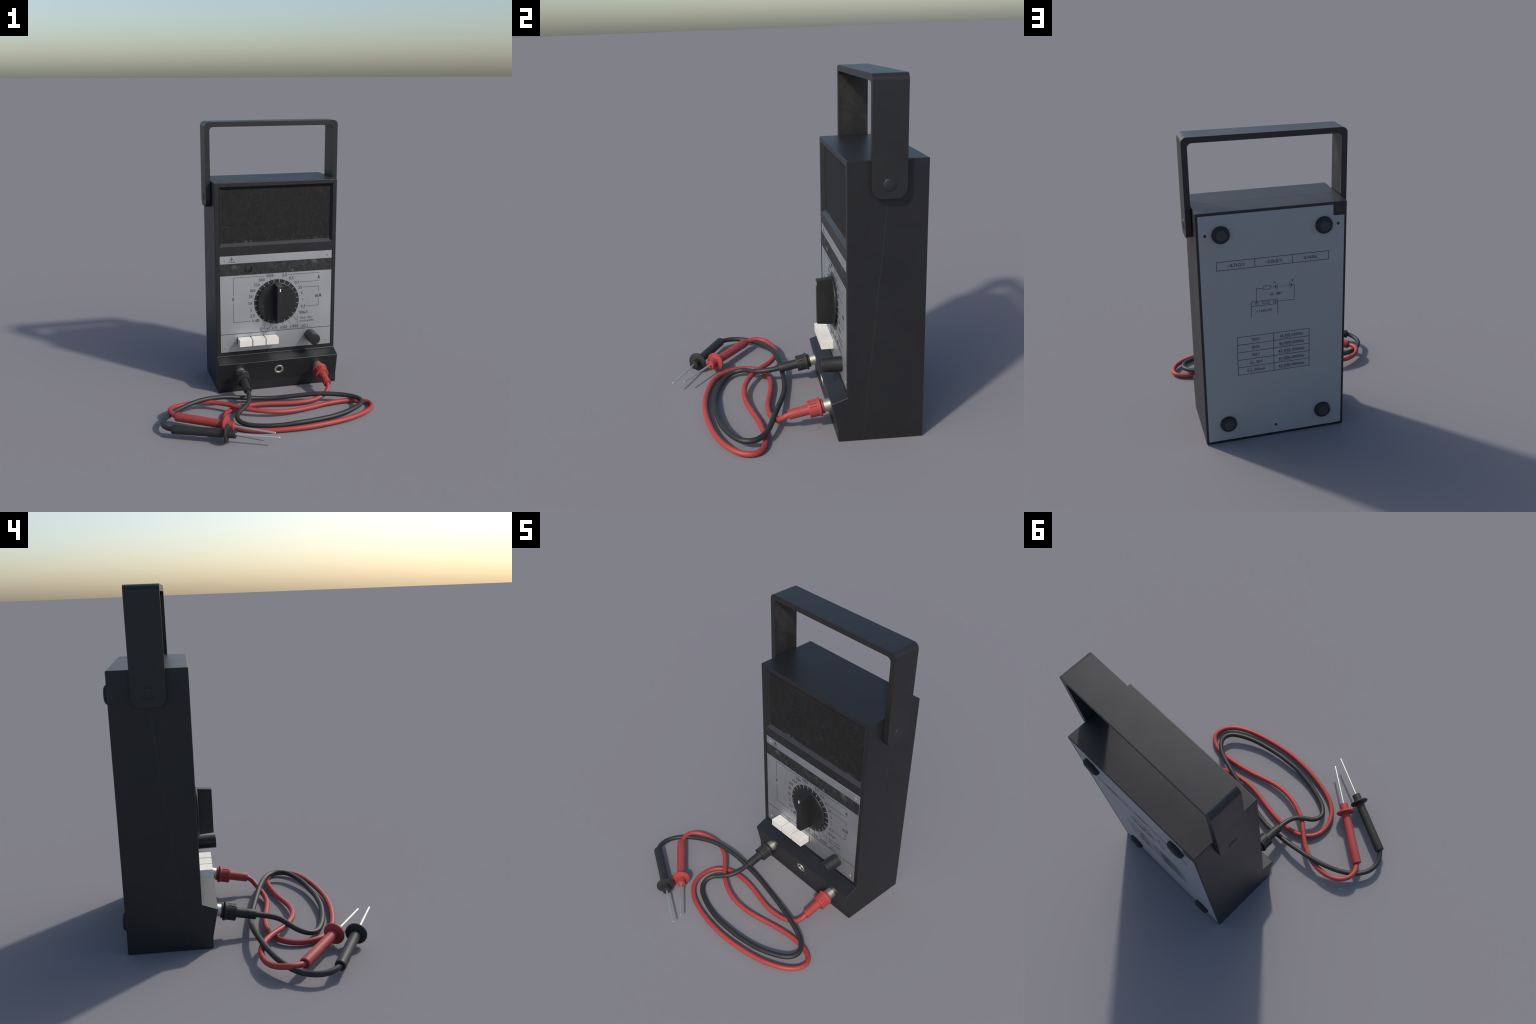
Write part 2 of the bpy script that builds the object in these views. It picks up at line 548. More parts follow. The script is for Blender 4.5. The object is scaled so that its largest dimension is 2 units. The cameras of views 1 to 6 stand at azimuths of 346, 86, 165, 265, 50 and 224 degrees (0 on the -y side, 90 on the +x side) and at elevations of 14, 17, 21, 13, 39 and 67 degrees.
# raised hairline where the two mouldings meet, round both sides and over the top
def seam_bm():
    bm = bmesh.new()
    w, h = 0.0011, 0.0003
    r = 0.0045
    path = [(X1 + h, 0.004), (X1 + h, ZT - r), (X1 - r * 0.29 + h * 0.7, ZT - r * 0.29 + h * 0.7), (X1 - r, ZT + h), (X0 + r, ZT + h), (X0 + r * 0.29 - h * 0.7, ZT - r * 0.29 + h * 0.7), (X0 - h, ZT - r), (X0 - h, 0.004)]
    cen = [(X1 - 0.01, z) if x > X1 - 0.003 else ((X0 + 0.01, z) if x < X0 + 0.003 else (x, ZT - 0.01)) for x, z in path]
    secs = []
    for (x, z), (cx, cz) in zip(path, cen):
        y = SEAM_Y0 + (SEAM_Y1 - SEAM_Y0) * min(z, ZT) / ZT
        secs.append([bm.verts.new((x, y - w, z)), bm.verts.new((x, y + w, z)), bm.verts.new((cx, y + w, cz)), bm.verts.new((cx, y - w, cz))])
    for A, B in zip(secs[:-1], secs[1:]):
        for i in range(4):
            j = (i + 1) % 4
            bm.faces.new((A[i], A[j], B[j], B[i]))
    bm.faces.new(secs[0])
    bm.faces.new(secs[-1])
    return bm

make_obj("mould_seam", finish(seam_bm(), "mould_seam"), M_SEAM, case_back)

# meter window recess (sloping rebate), panel pocket, trimmer hole, back plate pocket
WO = (-0.2342, 0.6312, 1.1080, 1.5478)
WI = (-0.2165, 0.6125, 1.1285, 1.5275)
WY = 0.2960

def frustum(o, i, yo, yi):
    bm = bmesh.new()
    ext = 0.01
    k = ext / (yi - yo)
    e = [o[0] + (o[0] - i[0]) * k, o[1] + (o[1] - i[1]) * k, o[2] + (o[2] - i[2]) * k, o[3] + (o[3] - i[3]) * k]
    A = [bm.verts.new((x, yo - ext, z)) for x, z in ((e[0], e[2]), (e[1], e[2]), (e[1], e[3]), (e[0], e[3]))]
    B = [bm.verts.new((x, yi, z)) for x, z in ((i[0], i[2]), (i[1], i[2]), (i[1], i[3]), (i[0], i[3]))]
    bm.faces.new(A)
    bm.faces.new(B[::-1])
    for a in range(4):
        b = (a + 1) % 4
        bm.faces.new((A[a], A[b], B[b], B[a]))
    return bm

PX0, PX1 = -0.2332, 0.6298
PZ0, PZ1, PZM = 0.2958, 1.0392, 0.4363
PY = 0.2758
HOLE = (-0.0205, 0.9343)
BNZ0, BNZ1 = 0.8889, 0.9800

def cyl_bm(x, z, r, y0, y1, n=40):
    bm = lathe_bm([(y0, 0), (y0, r), (y1, r), (y1, 0)], n)
    bmesh.ops.translate(bm, verts=bm.verts, vec=(x, 0, z))
    return bm

apply_booleans(case_front, [
    frustum(WO, WI, YF, WY + 0.002),
    box_bm(PX0 - 0.0022, PX1 + 0.0022, 0.25, 0.2795, PZ0 - 0.0018, PZ1 + 0.0025),
    cyl_bm(HOLE[0], HOLE[1], 0.0300, 0.26, 0.290),
])

box("meter_window", WI[0] - 0.001, WI[1] + 0.001, WY, WY + 0.0019, WI[2] - 0.001, WI[3] + 0.001, M_FELT, case_front)
win = COL.objects["meter_window"]
win.data.transform(Matrix.Translation(win.location))
win.location = (0, 0, 0)

# front plates
def world_origin(ob):
    ob.data.transform(Matrix.Translation(ob.location))
    ob.location = (0, 0, 0)
    return ob

front_panel = world_origin(box("front_panel", PX0, PX1, PY, 0.2792, PZM + 0.0018, PZ1, M_PANEL, meter, 0.0005, 1))
apply_booleans(front_panel, [cyl_bm(HOLE[0], HOLE[1], 0.0290, 0.26, 0.290)])
lower_panel = world_origin(box("lower_panel", PX0, PX1, PY, 0.2792, PZ0, PZM - 0.0018, M_PANEL, meter, 0.0005, 1))
bandp = world_origin(box("dark_band", PX0 + 0.0006, PX1 - 0.0006, PY - 0.0005, PY + 0.0012, BNZ0, BNZ1, M_BAND, front_panel))
apply_booleans(bandp, [cyl_bm(HOLE[0], HOLE[1], 0.0285, 0.26, 0.290)])
trimmer = lathe("trimmer_button", [(0, 0.0), (0, 0.0270), (0.0075, 0.0270), (0.0092, 0.0254), (0.0103, 0.0235), (0.0110, 0.018), (0.0114, 0.009), (0.0115, 0.0)],
      M_KNOB, front_panel, (HOLE[0], 0.2886, HOLE[1]), n=40)

# dome-headed panel screws
sc_profile = [(-0.001, 0.0)] + [(-0.001, 0.0082)] + [(0.0034 * math.sin(a * math.pi / 10), 0.0082 * math.cos(a * math.pi / 10)) for a in range(5)] + [(0.0034, 0)]
screw_me = None
for x, z, par in ((-0.1962, 1.0077, front_panel), (0.5956, 1.0077, front_panel), (-0.1983, 0.3322, lower_panel), (0.5947, 0.3322, lower_panel)):
    if screw_me is None:
        o = lathe("panel_screw", sc_profile, panel_metal("screw_paint", (0.23, 0.235, 0.245), (0.27, 0.275, 0.285), 0.55, 0.0), par, (x, PY, z), n=24)
        screw_me = o.data
    else:
        make_obj("panel_screw", screw_me, None, par, (x, PY, z))

box("panel_joint", PX0 + 0.001, PX1 - 0.001, PY - 0.0002, 0.2788, PZM - 0.0017, PZM + 0.0017, M_BLACK, lower_panel)

# ---- printing on the front
PI = PY - 0.0003
K = 0.000542
LAB = [
    ("1000", 0.146, 0.8713, 0.0205, 0.055), ("500", 0.0838, 0.8432, 0.0205, 0.043), ("250", 0.045, 0.8069, 0.0205, 0.043),
    ("100", 0.0131, 0.7648, 0.0205, 0.042), ("25", -0.0027, 0.7192, 0.0205, 0.0275), ("10", -0.0079, 0.6666, 0.0205, 0.027),
    ("5", 0.001, 0.6155, 0.0205, 0.0125), ("2,5", 0.0116, 0.5678, 0.0205, 0.036), ("1; dB", 0.0365, 0.5292, 0.0215, 0.056),
    ("2,5", 0.2591, 0.8707, 0.0205, 0.036), ("0,5", 0.3125, 0.8425, 0.0205, 0.035), ("0,1", 0.3558, 0.8066, 0.0205, 0.034),
    ("25", 0.3822, 0.7646, 0.0205, 0.0275), ("5", 0.396, 0.7194, 0.0205, 0.0125), ("1", 0.4011, 0.6675, 0.0205, 0.0055),
    ("0,5", 0.4084, 0.6145, 0.0205, 0.035), ("100\u00b5A", 0.4112, 0.5668, 0.0205, 0.070),
    ("\u03a9", 0.0766, 0.4579, 0.0205, 0.0195), ("x1", 0.1326, 0.4603, 0.0200, 0.024), ("x10", 0.1833, 0.4614, 0.0205, 0.040),
    ("x100", 0.2531, 0.461, 0.0205, 0.055), ("x1000", 0.3367, 0.4622, 0.0205, 0.070), ("k\u03a9", 0.4128, 0.4590, 0.0205, 0.029),
]
for s, x, z, cap, w in LAB:
    printed(s, x, z, cap, w, PI, M_INK, front_panel)
for s, x, z, cap, w in (("V", -0.1361, 0.7054, 0.028, 0.0190), ("A", 0.5294, 0.8374, 0.028, 0.0205), ("mA", 0.5295, 0.6927, 0.028, 0.049)):
    printed(s, x, z, cap, w, PI, M_INK, front_panel, bold=0.028)
printed("-50\u00b5A; -75mV", 0.4325, 0.5230, 0.0125, 0.105, PI, M_INKLINE, front_panel, shear=0.2)
printed("\u00b5Fx0,1; \u00b5Fx100", 0.4360, 0.4985, 0.0125, 0.112, PI, M_INKLINE, front_panel, shear=0.2)

LW = 0.0026
lines("range_bracket", [
    [(0.106, 0.8713), (-0.1337, 0.8713), (-0.1337, 0.7334)], [(-0.1340, 0.6765), (-0.1340, 0.5271), (-0.0037, 0.5271)],
], LW, PI, M_INKLINE, front_panel)
lines("range_bracket", [[(0.2892, 0.8713), (0.5315, 0.8713), (0.5315, 0.8655)], [(0.3779, 0.8072), (0.5325, 0.8072), (0.5325, 0.8105)]], LW, PI, M_INKLINE, front_panel)
lines("range_bracket", [[(0.4061, 0.7647), (0.5310, 0.7647), (0.5310, 0.7233)], [(0.5306, 0.6676), (0.5306, 0.6142), (0.4375, 0.6142)]], LW, PI, M_INKLINE, front_panel)
lines("pointer_line", [
    [(0.1465, 0.8567), (0.1541, 0.8344)], [(0.2488, 0.855), (0.244, 0.8363)], [(0.3249, 0.543), (0.3600, 0.5053)],
    [(0.3621, 0.5371), (0.3617, 0.4826)], [(0.2873, 0.5137), (0.3087, 0.4793)], [(0.2435, 0.4994), (0.2502, 0.4792)],
    [(0.1965, 0.4922), (0.1988, 0.4752)], [(0.1546, 0.4958), (0.148, 0.4768)],
    [(0.1112, 0.5134), (0.1024, 0.4612), (0.0890, 0.4605)], [(0.1190, 0.4605), (0.1068, 0.4605), (0.1075, 0.4467)],
    [(0.435, 0.4610), (0.4475, 0.4610), (0.4468, 0.4463)],
], 0.0020, PI, M_INK, front_panel)
lines("scale_underline", [[(0.1068, 0.4452), (0.4478, 0.4452)]], 0.0018, PI, M_INKLINE, front_panel)
lines("warning_triangle", [["closed", (-0.1455, 1.0285), (-0.1675, 0.9918), (-0.1228, 0.9918)]], 0.0026, PI, M_INK, front_panel)
lines("warning_arrow", [[(-0.1455, 0.9930), (-0.1455, 1.0085)], [(-0.1485, 1.0085), (-0.1455, 1.0195)], [(-0.1425, 1.0085), (-0.1455, 1.0195)]], 0.0036, PI - 0.0001, M_INK, front_panel)
lines("button_mark", [[(-0.0345, 0.4130), (-0.0345, 0.4285), (0.0060, 0.4285), (0.0060, 0.4130)], [(0.0725, 0.4130), (0.0725, 0.4285), (0.1145, 0.4285), (0.1145, 0.4130)]],
      0.0019, PI, M_INKSOFT, lower_panel)
printed("a", -0.0145, 0.4215, 0.0115, 0.009, PI, M_INKSOFT, lower_panel)
printed("\u03a9", 0.0935, 0.4205, 0.0115, 0.017, PI, M_INKSOFT, lower_panel)
printed("Rx1", 0.0500, 0.3285, 0.0110, 0.028, PI, M_INK, lower_panel, bold=0.02)
printed("C", 0.1480, 0.3400, 0.0110, 0.012, PI, M_INK, lower_panel, bold=0.02)

# ---- selector dial
DX, DZ = 0.1986, 0.6668
dial = lathe("selector_dial", [(-0.0005, 0.0), (-0.0005, 0.1745), (0.0007, 0.1745), (0.0012, 0.1738), (0.0012, 0.0)], plastic("dial_black", (0.012, 0.012, 0.012), (0.022, 0.022, 0.022), (0.5, 0.62), 0.4),
             meter, (DX, PY, DZ), n=96)
tick_me = finish(box_bm(-0.0022, 0.0022, -0.0004, 0.0004, 0.1490, 0.1742), "dial_tick")
for i in range(24):
    t = make_obj("dial_tick", tick_me, M_TICK, dial, (DX, PY - 0.0013, DZ))
    t.rotation_euler = (0, math.radians(7.5 + 15 * i), 0)
knob = weighted(lathe("knob_disc", [(0.0005, 0.0), (0.0005, 0.1500), (0.0080, 0.1512), (0.0110, 0.1508), (0.0130, 0.1494), (0.0142, 0.1470), (0.0146, 0.1430), (0.0150, 0.0)],
             M_KNOB, dial, (DX, PY - 0.0013, DZ), n=96, angle=50))

def grip_mesh():
    """cross bar of the knob: sides almost parallel, ends lean in toward the front"""
    bm = bmesh.new()
    # (depth in front of the panel, half width, half length)
    st = [(0.010, 0.0240, 0.1440), (0.0300, 0.0234, 0.1420), (0.0600, 0.0226, 0.1393), (0.0990, 0.0216, 0.1362), (0.1003, 0.0210, 0.1356), (0.1008, 0.0200, 0.1346)]
    rings = []
    c = 0.0035
    for d, hw, hl in st:
        pts = [(-hw + c, -hl), (hw - c, -hl), (hw - c * 0.3, -hl + c * 0.3), (hw, -hl + c), (hw, hl - c), (hw - c * 0.3, hl - c * 0.3), (hw - c, hl), (-hw + c, hl), (-hw + c * 0.3, hl - c * 0.3), (-hw, hl - c), (-hw, -hl + c), (-hw + c * 0.3, -hl + c * 0.3)]
        rings.append([bm.verts.new((x, -d, z)) for x, z in pts])
    n = len(rings[0])
    for A, B in zip(rings[:-1], rings[1:]):
        for i in range(n):
            j = (i + 1) % n
            bm.faces.new((A[i], A[j], B[j], B[i]))
    bm.faces.new(rings[0])
    bm.faces.new(rings[-1])
    return finish(bm, "knob_grip", 40)

grip = weighted(make_obj("knob_grip", grip_mesh(), M_KNOB, dial, (DX, PY, DZ + 0.0035)))
box("pointer_mark", DX - 0.0042, DX + 0.0048, PY - 0.1016, PY - 0.1000, 0.7692, 0.7926, M_WHITE, dial, 0.0005, 1)

# ---- push buttons in a dark slot
slot = box("button_slot", -0.1090, 0.2020, PY - 0.0006, PY + 0.001, 0.3545, 0.4098, M_BLACK, lower_panel)
bw, bg = 0.0952, 0.0073
bme = finish(box_bm(-bw / 2, bw / 2, -0.0385, 0.0385, -0.0256, 0.0256, 0.0020, 2), "push_button")
for i in range(3):
    weighted(make_obj("push_button", bme, M_CREAM, lower_panel, (-0.1045 + bw / 2 + i * (bw + bg), 0.1995 + 0.0385, 0.3818)))

# ---- round adjuster
lathe("adjuster_knob", [(0.0, 0.0), (0.0, 0.0435)] + [(0.002, 0.0440), (0.1170, 0.0425)] + rounded(0.1205, 0.0425, 0.0025, 1) + [(0.1205, 0.0)],
      M_KNOB, lower_panel, (0.4656, PY, 0.3832), n=64)

# ---- jacks on the sloping shelf
JA = Vector((0, LIP_Y - BEND_Y - 0.0015, LIP_Z - BEND_Z)).normalized()      # up the face
JN = Vector((0, -JA.z, JA.y))                                                # outward normal
if JN.y > 0:
    JN = -JN
JC = Vector((0, BEND_Y + 0.0015, BEND_Z)) + JA * 0.0875                      # jack row on the face
apply_booleans(case_front, [(lambda b: (bmesh.ops.transform(b, matrix=Matrix.Translation((0.1973, JC.y, JC.z)) @ Vector((0, 1, 0)).rotation_difference(JN).to_matrix().to_4x4(), verts=b.verts), b)[1])(
    lathe_bm([(-0.03, 0), (-0.03, 0.030), (0.01, 0.030), (0.01, 0)], 40))])
ring = [(0.0, 0.0300), (0.0, 0.0358), (0.0022, 0.0355), (0.0034, 0.0345), (0.0038, 0.0325), (0.0037, 0.0270), (0.0030, 0.0232), (0.0005, 0.0212), (-0.004, 0.0206), (-0.0285, 0.0206), (-0.0285, 0.0)]
sock = lathe("socket", ring, M_NICKEL, case_front, (0.1973, JC.y, JC.z), axis=JN, n=48)
lathe("socket_bore", [(-0.0280, 0.0), (-0.0280, 0.0150), (-0.022, 0.0190), (0.0002, 0.0204), (0.0008, 0.0210), (0.0002, 0.0216), (-0.0015, 0.0216)], M_BORE, sock, (0.1973, JC.y, JC.z), axis=JN, n=24)

# ---- carrying handle: flat strap bent over the top, legs ending in rounded tabs
HX0, HX1 = -0.3065, 0.7000
HT = 0.0355
HY0, HY1 = 0.3945, 0.5770
HZ0, HZ1 = 1.3835, 2.0

def handle_mesh():
    ro, ri = 0.034, 0.028
    outer, inner = [], []
    # rounded leg ends need closely spaced stations near the bottom
    legs = [0.058 * (1 - math.cos(math.pi / 2 * i / 10)) for i in range(11)] + [0.2, 0.4]
    hgt = list(legs)
    for h in legs:
        outer.append((HX0, HZ0 + h)); inner.append((HX0 + HT, HZ0 + h))
    N = 8
    for i in range(N + 1):
        a = math.pi - math.pi / 2 * i / N
        outer.append((HX0 + ro + ro * math.cos(a), HZ1 - ro + ro * math.sin(a)))
        inner.append((HX0 + HT + ri + ri * math.cos(a), HZ1 - HT - ri + ri * math.sin(a)))
        hgt.append(1)
    for i in range(N + 1):
        a = math.pi / 2 - math.pi / 2 * i / N
        outer.append((HX1 - ro + ro * math.cos(a), HZ1 - ro + ro * math.sin(a)))
        inner.append((HX1 - HT - ri + ri * math.cos(a), HZ1 - HT - ri + ri * math.sin(a)))
        hgt.append(1)
    for h in reversed(legs):
        outer.append((HX1, HZ0 + h)); inner.append((HX1 - HT, HZ0 + h)); hgt.append(h)
    bm = bmesh.new()
    yc, hw = (HY0 + HY1) / 2, (HY1 - HY0) / 2
    secs = []
    for (xo, zo), (xi, zi), h in zip(outer, inner, hgt):
        w = hw
        if h < 0.058:
            t = (0.058 - h) / 0.058
            w = hw - 0.048 * (1 - math.sqrt(max(0, 1 - t * t)))
        secs.append([bm.verts.new((xo, yc - w, zo)), bm.verts.new((xo, yc + w, zo)), bm.verts.new((xi, yc + w, zi)), bm.verts.new((xi, yc - w, zi))])
    for A, B in zip(secs[:-1], secs[1:]):
        for i in range(4):
            j = (i + 1) % 4
            bm.faces.new((A[i], A[j], B[j], B[i]))
    bm.faces.new(secs[0])
    bm.faces.new(secs[-1])
    bmesh.ops.recalc_face_normals(bm, faces=bm.faces)
    sharp = [e for e in bm.edges if e.calc_face_angle(0) > math.radians(60)]
    bmesh.ops.bevel(bm, geom=sharp, offset=0.0035, segments=3, profile=0.5, affect="EDGES", clamp_overlap=True)
    return finish(bm, "carrying_handle", 60)

handle = weighted(make_obj("carrying_handle", handle_mesh(), M_HANDLE, meter))
piv = [(-0.001, 0.0), (-0.001, 0.0335), (0.0002, 0.0335), (0.0016, 0.0314), (0.0032, 0.0265), (0.0044, 0.0200), (0.0051, 0.0110), (0.0053, 0.0)]
PVY, PVZ = 0.4865, 1.4550
lathe("pivot_cap", piv, M_PIVOT, handle, (HX1, PVY, PVZ), axis=(1, 0, 0), n=40, angle=60)
lathe("pivot_cap", piv, M_PIVOT, handle, (HX0, PVY, PVZ), axis=(-1, 0, 0), n=40, angle=60)
shaft = [(0, 0), (0, 0.024), (0.006, 0.024), (0.006, 0)]
lathe("pivot_shaft", shaft, M_PIVOT, handle, (X1 - 0.001, PVY, PVZ), axis=(1, 0, 0), n=24)
lathe("pivot_shaft", shaft, M_PIVOT, handle, (X0 + 0.001, PVY, PVZ), axis=(-1, 0, 0), n=24)

# ---- back plate with notch for the corner screw
BX0, BX1, BZ0, BZ1 = -0.2527, 0.6452, 0.0170, 1.5603
NX, NZ = -0.1810, 1.4908

def plate_poly(g):
    r = 0.012
    arc = [(NX + g - r + r + 0.0 - r * math.sin(a) * 0 , 0) for a in (0,)]
    pts = [(BX0 - g, BZ0 - g), (BX1 + g, BZ0 - g), (BX1 + g, BZ1 + g), (NX - g, BZ1 + g)]
    for i in range(5):
        a = math.pi / 2 * i / 4
        pts.append((NX - g - r + r * math.cos(a), NZ + g + r - r * math.sin(a)))
    pts.append((BX0 - g, NZ + g))
    return pts

def plate_bm(g, y0, y1):
    bm = bmesh.new()
    P = plate_poly(g)
    A = [bm.verts.new((x, y0, z)) for x, z in P]
    B = [bm.verts.new((x, y1, z)) for x, z in P]
    bm.faces.new(A)
    bm.faces.new(B[::-1])
    for i in range(len(P)):
        j = (i + 1) % len(P)
        bm.faces.new((A[i], A[j], B[j], B[i]))
    return bm

BY = 0.6983
apply_booleans(case_back, [plate_bm(0.0012, YB - 0.004, YB + 0.02)])
bm = plate_bm(0.0, YB - 0.0042, BY)
back_plate = make_obj("back_plate", finish(bm, "back_plate"), M_BACK, meter)

BI = BY + 0.0003
def line_back(name, strokes, w):
    return lines(name, strokes, w * 1.2, BI, M_INKBACK, back_plate)

# sensitivity table
tx = [0.5461, 0.3124, 0.0786, -0.1554]
line_back("table_frame", [["closed", (tx[0], 1.2669), (tx[3], 1.2669), (tx[3], 1.2126), (tx[0], 1.2126)], [(tx[1], 1.2655), (tx[1], 1.2140)], [(tx[2], 1.2655), (tx[2], 1.2140)]], 0.0029)
printed("~16,7k\u03a9/V", 0.4281, 1.2387, 0.0200, 0.110, BI, M_INKBACK, back_plate, 1)
printed("~3,33k\u03a9/V", 0.1944, 1.2379, 0.0200, 0.106, BI, M_INKBACK, back_plate, 1)
printed("fk=160Hz", -0.0382, 1.2381, 0.0200, 0.088, BI, M_INKBACK, back_plate, 1)

# battery circuit
line_back("circuit_wire", [
    [(0.3068, 0.9690), (0.3068, 1.0680), (0.2649, 1.0680)],
    ["closed", (0.2649, 1.0797), (0.2178, 1.0797), (0.2178, 1.0572), (0.2649, 1.0572)],
    [(0.2160, 1.0678), (0.1880, 1.0678)],
    [(0.0830, 1.0685), (0.0673, 1.0685), (0.0673, 0.9678), (0.1931, 0.9678)],
    ["closed", (0.3414, 0.9835), (0.1736, 0.9835), (0.1736, 0.9520), (0.3414, 0.9520)],
    [(0.3414, 0.9500), (0.3414, 0.8766)], [(0.1740, 0.9500), (0.1740, 0.8766)],
    ["closed", (0.2693, 0.9765), (0.2283, 0.9765), (0.2283, 0.9607), (0.2693, 0.9607)],
    ["closed"] + circle_pts(0.3064, 0.9690, 0.0093, 16), ["closed"] + circle_pts(0.1931, 0.9680, 0.0093, 16),
], 0.0023)
line_back("battery_plate", [[(0.1769, 1.0880), (0.1769, 1.0463)], [(0.0940, 1.0889), (0.0940, 1.0462)], [(0.0881, 1.0990), (0.0700, 1.0990)], [(0.0779, 1.1069), (0.0779, 1.1003)], [(0.0779, 1.0977), (0.0779, 1.0888)]], 0.0023)
line_back("battery_plate", [[(0.1857, 1.0781), (0.1857, 1.0566)], [(0.0853, 1.0774), (0.0853, 1.0570)], [(0.2006, 1.0984), (0.1856, 1.0984)]], 0.0044)
line_back("dashed_wire", [[(0.1755 - 0.0164 * i, 1.0673), (0.1755 - 0.0164 * i - 0.0088, 1.0673)] for i in range(5)], 0.0022)
printed("-37...48V", 0.1853, 1.0212, 0.0165, 0.088, BI, M_INKBACK, back_plate, 1)
printed("r / k\u03a9x10/", 0.2600, 0.9167, 0.0165, 0.098, BI, M_INKBACK, back_plate, 1)

# frequency table
fx0, fxm, fx1 = 0.4373, 0.2039, -0.0302
fz = [0.7519 - 0.05352 * i for i in range(6)]
line_back("table_frame", [["closed", (fx0, fz[0]), (fx1, fz[0]), (fx1, fz[5]), (fx0, fz[5])], [(fxm, fz[0] - 0.0014), (fxm, fz[5] + 0.0014)]]
          + [[(fx0 - 0.0015, z), (fxm + 0.0015, z)] for z in fz[1:5]] + [[(fxm - 0.0015, z), (fx1 + 0.0015, z)] for z in fz[1:5]], 0.0027)
rows = [("750V", 0.052, "45-500", "-2000Hz", 0.073, 0.152), ("300V", 0.053, "45-1000", "-5000Hz", 0.085, 0.164), ("150V", 0.052, "45-1000", "-15000Hz", 0.084, 0.173),
        ("1,5...30V", 0.086, "45-5000", "-20000Hz", 0.083, 0.172), ("0,3...300mA", 0.118, "45-5000", "-20000Hz", 0.083, 0.172)]
for i, (a, wa, b1, b2, wu, wb) in enumerate(rows):
    zc = (fz[i] + fz[i + 1]) / 2
    printed(a, 0.3200, zc - 0.0005, 0.0190, wa, BI, M_INKBACK, back_plate, 1)
    printed(b1 + b2, 0.0865, zc - 0.0010, 0.0190, wb, BI, M_INKBACK, back_plate, 1)
    xl = 0.0865 + wb / 2
    line_back("underline", [[(xl, zc - 0.0165), (xl - wu, zc - 0.0165)]], 0.0016)

# rubber feet with rubbed, slightly dished pads, fixing screws
foot_p = [(-0.001, 0.0), (-0.001, 0.0538), (0.010, 0.0538), (0.0150, 0.0530), (0.0200, 0.0505), (0.0240, 0.0462), (0.0272, 0.0400), (0.0288, 0.0362), (0.0288, 0.0345), (0.0270, 0.0335), (0.0270, 0.0)]
foot_me = None
for x, z in ((0.5140, 1.4389), (-0.1218, 1.4387), (0.5136, 0.1390), (-0.1218, 0.1385)):
    if foot_me is None:
        f = lathe("rubber_foot", foot_p, M_FOOT, back_plate, (x, BY, z), axis=(0, 1, 0), n=48, angle=40)
        p = lathe("foot_pad", [(0.0265, 0.0), (0.0265, 0.0332), (0.0282, 0.0330), (0.0290, 0.0315), (0.0286, 0.0200), (0.0283, 0.0)], M_PADTOP, f, (x, BY, z), axis=(0, 1, 0), n=48)
        foot_me, pad_me = f.data, p.data
    else:
        f = make_obj("rubber_foot", foot_me, None, back_plate, (x, BY, z))
        make_obj("foot_pad", pad_me, None, f, (x, BY, z))

def slotted_screw(x, z, r, rim, mat, rimmat, rot, parent, y, slotmat):
    if rim:
        lathe("screw_rim", [(-0.0005, r + 0.0004), (0.0012, r + 0.0008), (0.0020, (r + rim) / 2), (0.0014, rim - 0.0006), (-0.0004, rim)], rimmat, parent, (x, y, z), axis=(0, 1, 0), n=36, angle=60)
    h = lathe("screw_head", [(-0.0005, 0.0), (-0.0005, r), (0.0006, r), (0.0014, r * 0.94), (0.0019, r * 0.8), (0.0020, 0)], mat, parent, (x, y, z), axis=(0, 1, 0), n=36)
    c = box_bm(-r * 0.14, r * 0.14, 0.0008, 0.01, -r * 1.2, r * 1.2)
    bmesh.ops.rotate(c, verts=c.verts, cent=(0, 0, 0), matrix=Matrix.Rotation(rot, 3, "Y"))
    bmesh.ops.translate(c, verts=c.verts, vec=(x, y, z))
    apply_booleans(h, [c])
    return h

for x, z, rot in ((0.6067, 1.4391, 0.1), (-0.2130, 1.4393, 1.45), (0.1967, 0.0734, -0.6)):
    slotted_screw(x, z, 0.0106, 0.0156, M_BRASS, M_RING, rot, back_plate, BY, M_BLACK)
slotted_screw(-0.2172, 1.5266, 0.0170, 0.0212, M_SEAM, M_SEAM, -0.75, case_back, YB, M_BLACK)

weighted(case_front)
weighted(case_back)

# ------------------------------------------------------------------ test leads
def catmull(pts, sub=6):
    P = [Vector(p) for p in pts]
    P = [P[0] * 2 - P[1]] + P + [P[-1] * 2 - P[-2]]
    out = []
    for i in range(1, len(P) - 2):
        a, b, c, d = P[i - 1], P[i], P[i + 1], P[i + 2]
        for k in range(sub):
            t = k / sub
            out.append(0.5 * ((2 * b) + (c - a) * t + (2 * a - 5 * b + 4 * c - d) * t * t + (3 * b - a - 3 * c + d) * t ** 3))
    out.append(P[-2])
    return out

def smooth(path, n):
    for _ in range(n):
        path = [path[0]] + [(path[i - 1] + path[i] * 2 + path[i + 1]) / 4 for i in range(1, len(path) - 1)] + [path[-1]]
    return path

def tube(name, path, r, mat, parent, n=20):
    bm = bmesh.new()
    t0 = (path[1] - path[0]).normalized()
    nrm = t0.orthogonal().normalized()
    rings = []
    for i, p in enumerate(path):
        t = (path[min(i + 1, len(path) - 1)] - path[max(i - 1, 0)]).normalized()
        nrm = (nrm - t * nrm.dot(t)).normalized()
        bi = t.cross(nrm)
        rings.append([bm.verts.new(p + (nrm * math.cos(2 * math.pi * k / n) + bi * math.sin(2 * math.pi * k / n)) * r) for k in range(n)])
    for A, B in zip(rings[:-1], rings[1:]):
        for k in range(n):
            m = (k + 1) % n
            bm.faces.new((A[k], A[m], B[m], B[k]))
    bm.faces.new(rings[0])
    bm.faces.new(rings[-1][::-1])
    return make_obj(name, finish(bm, name, 60), mat, parent)

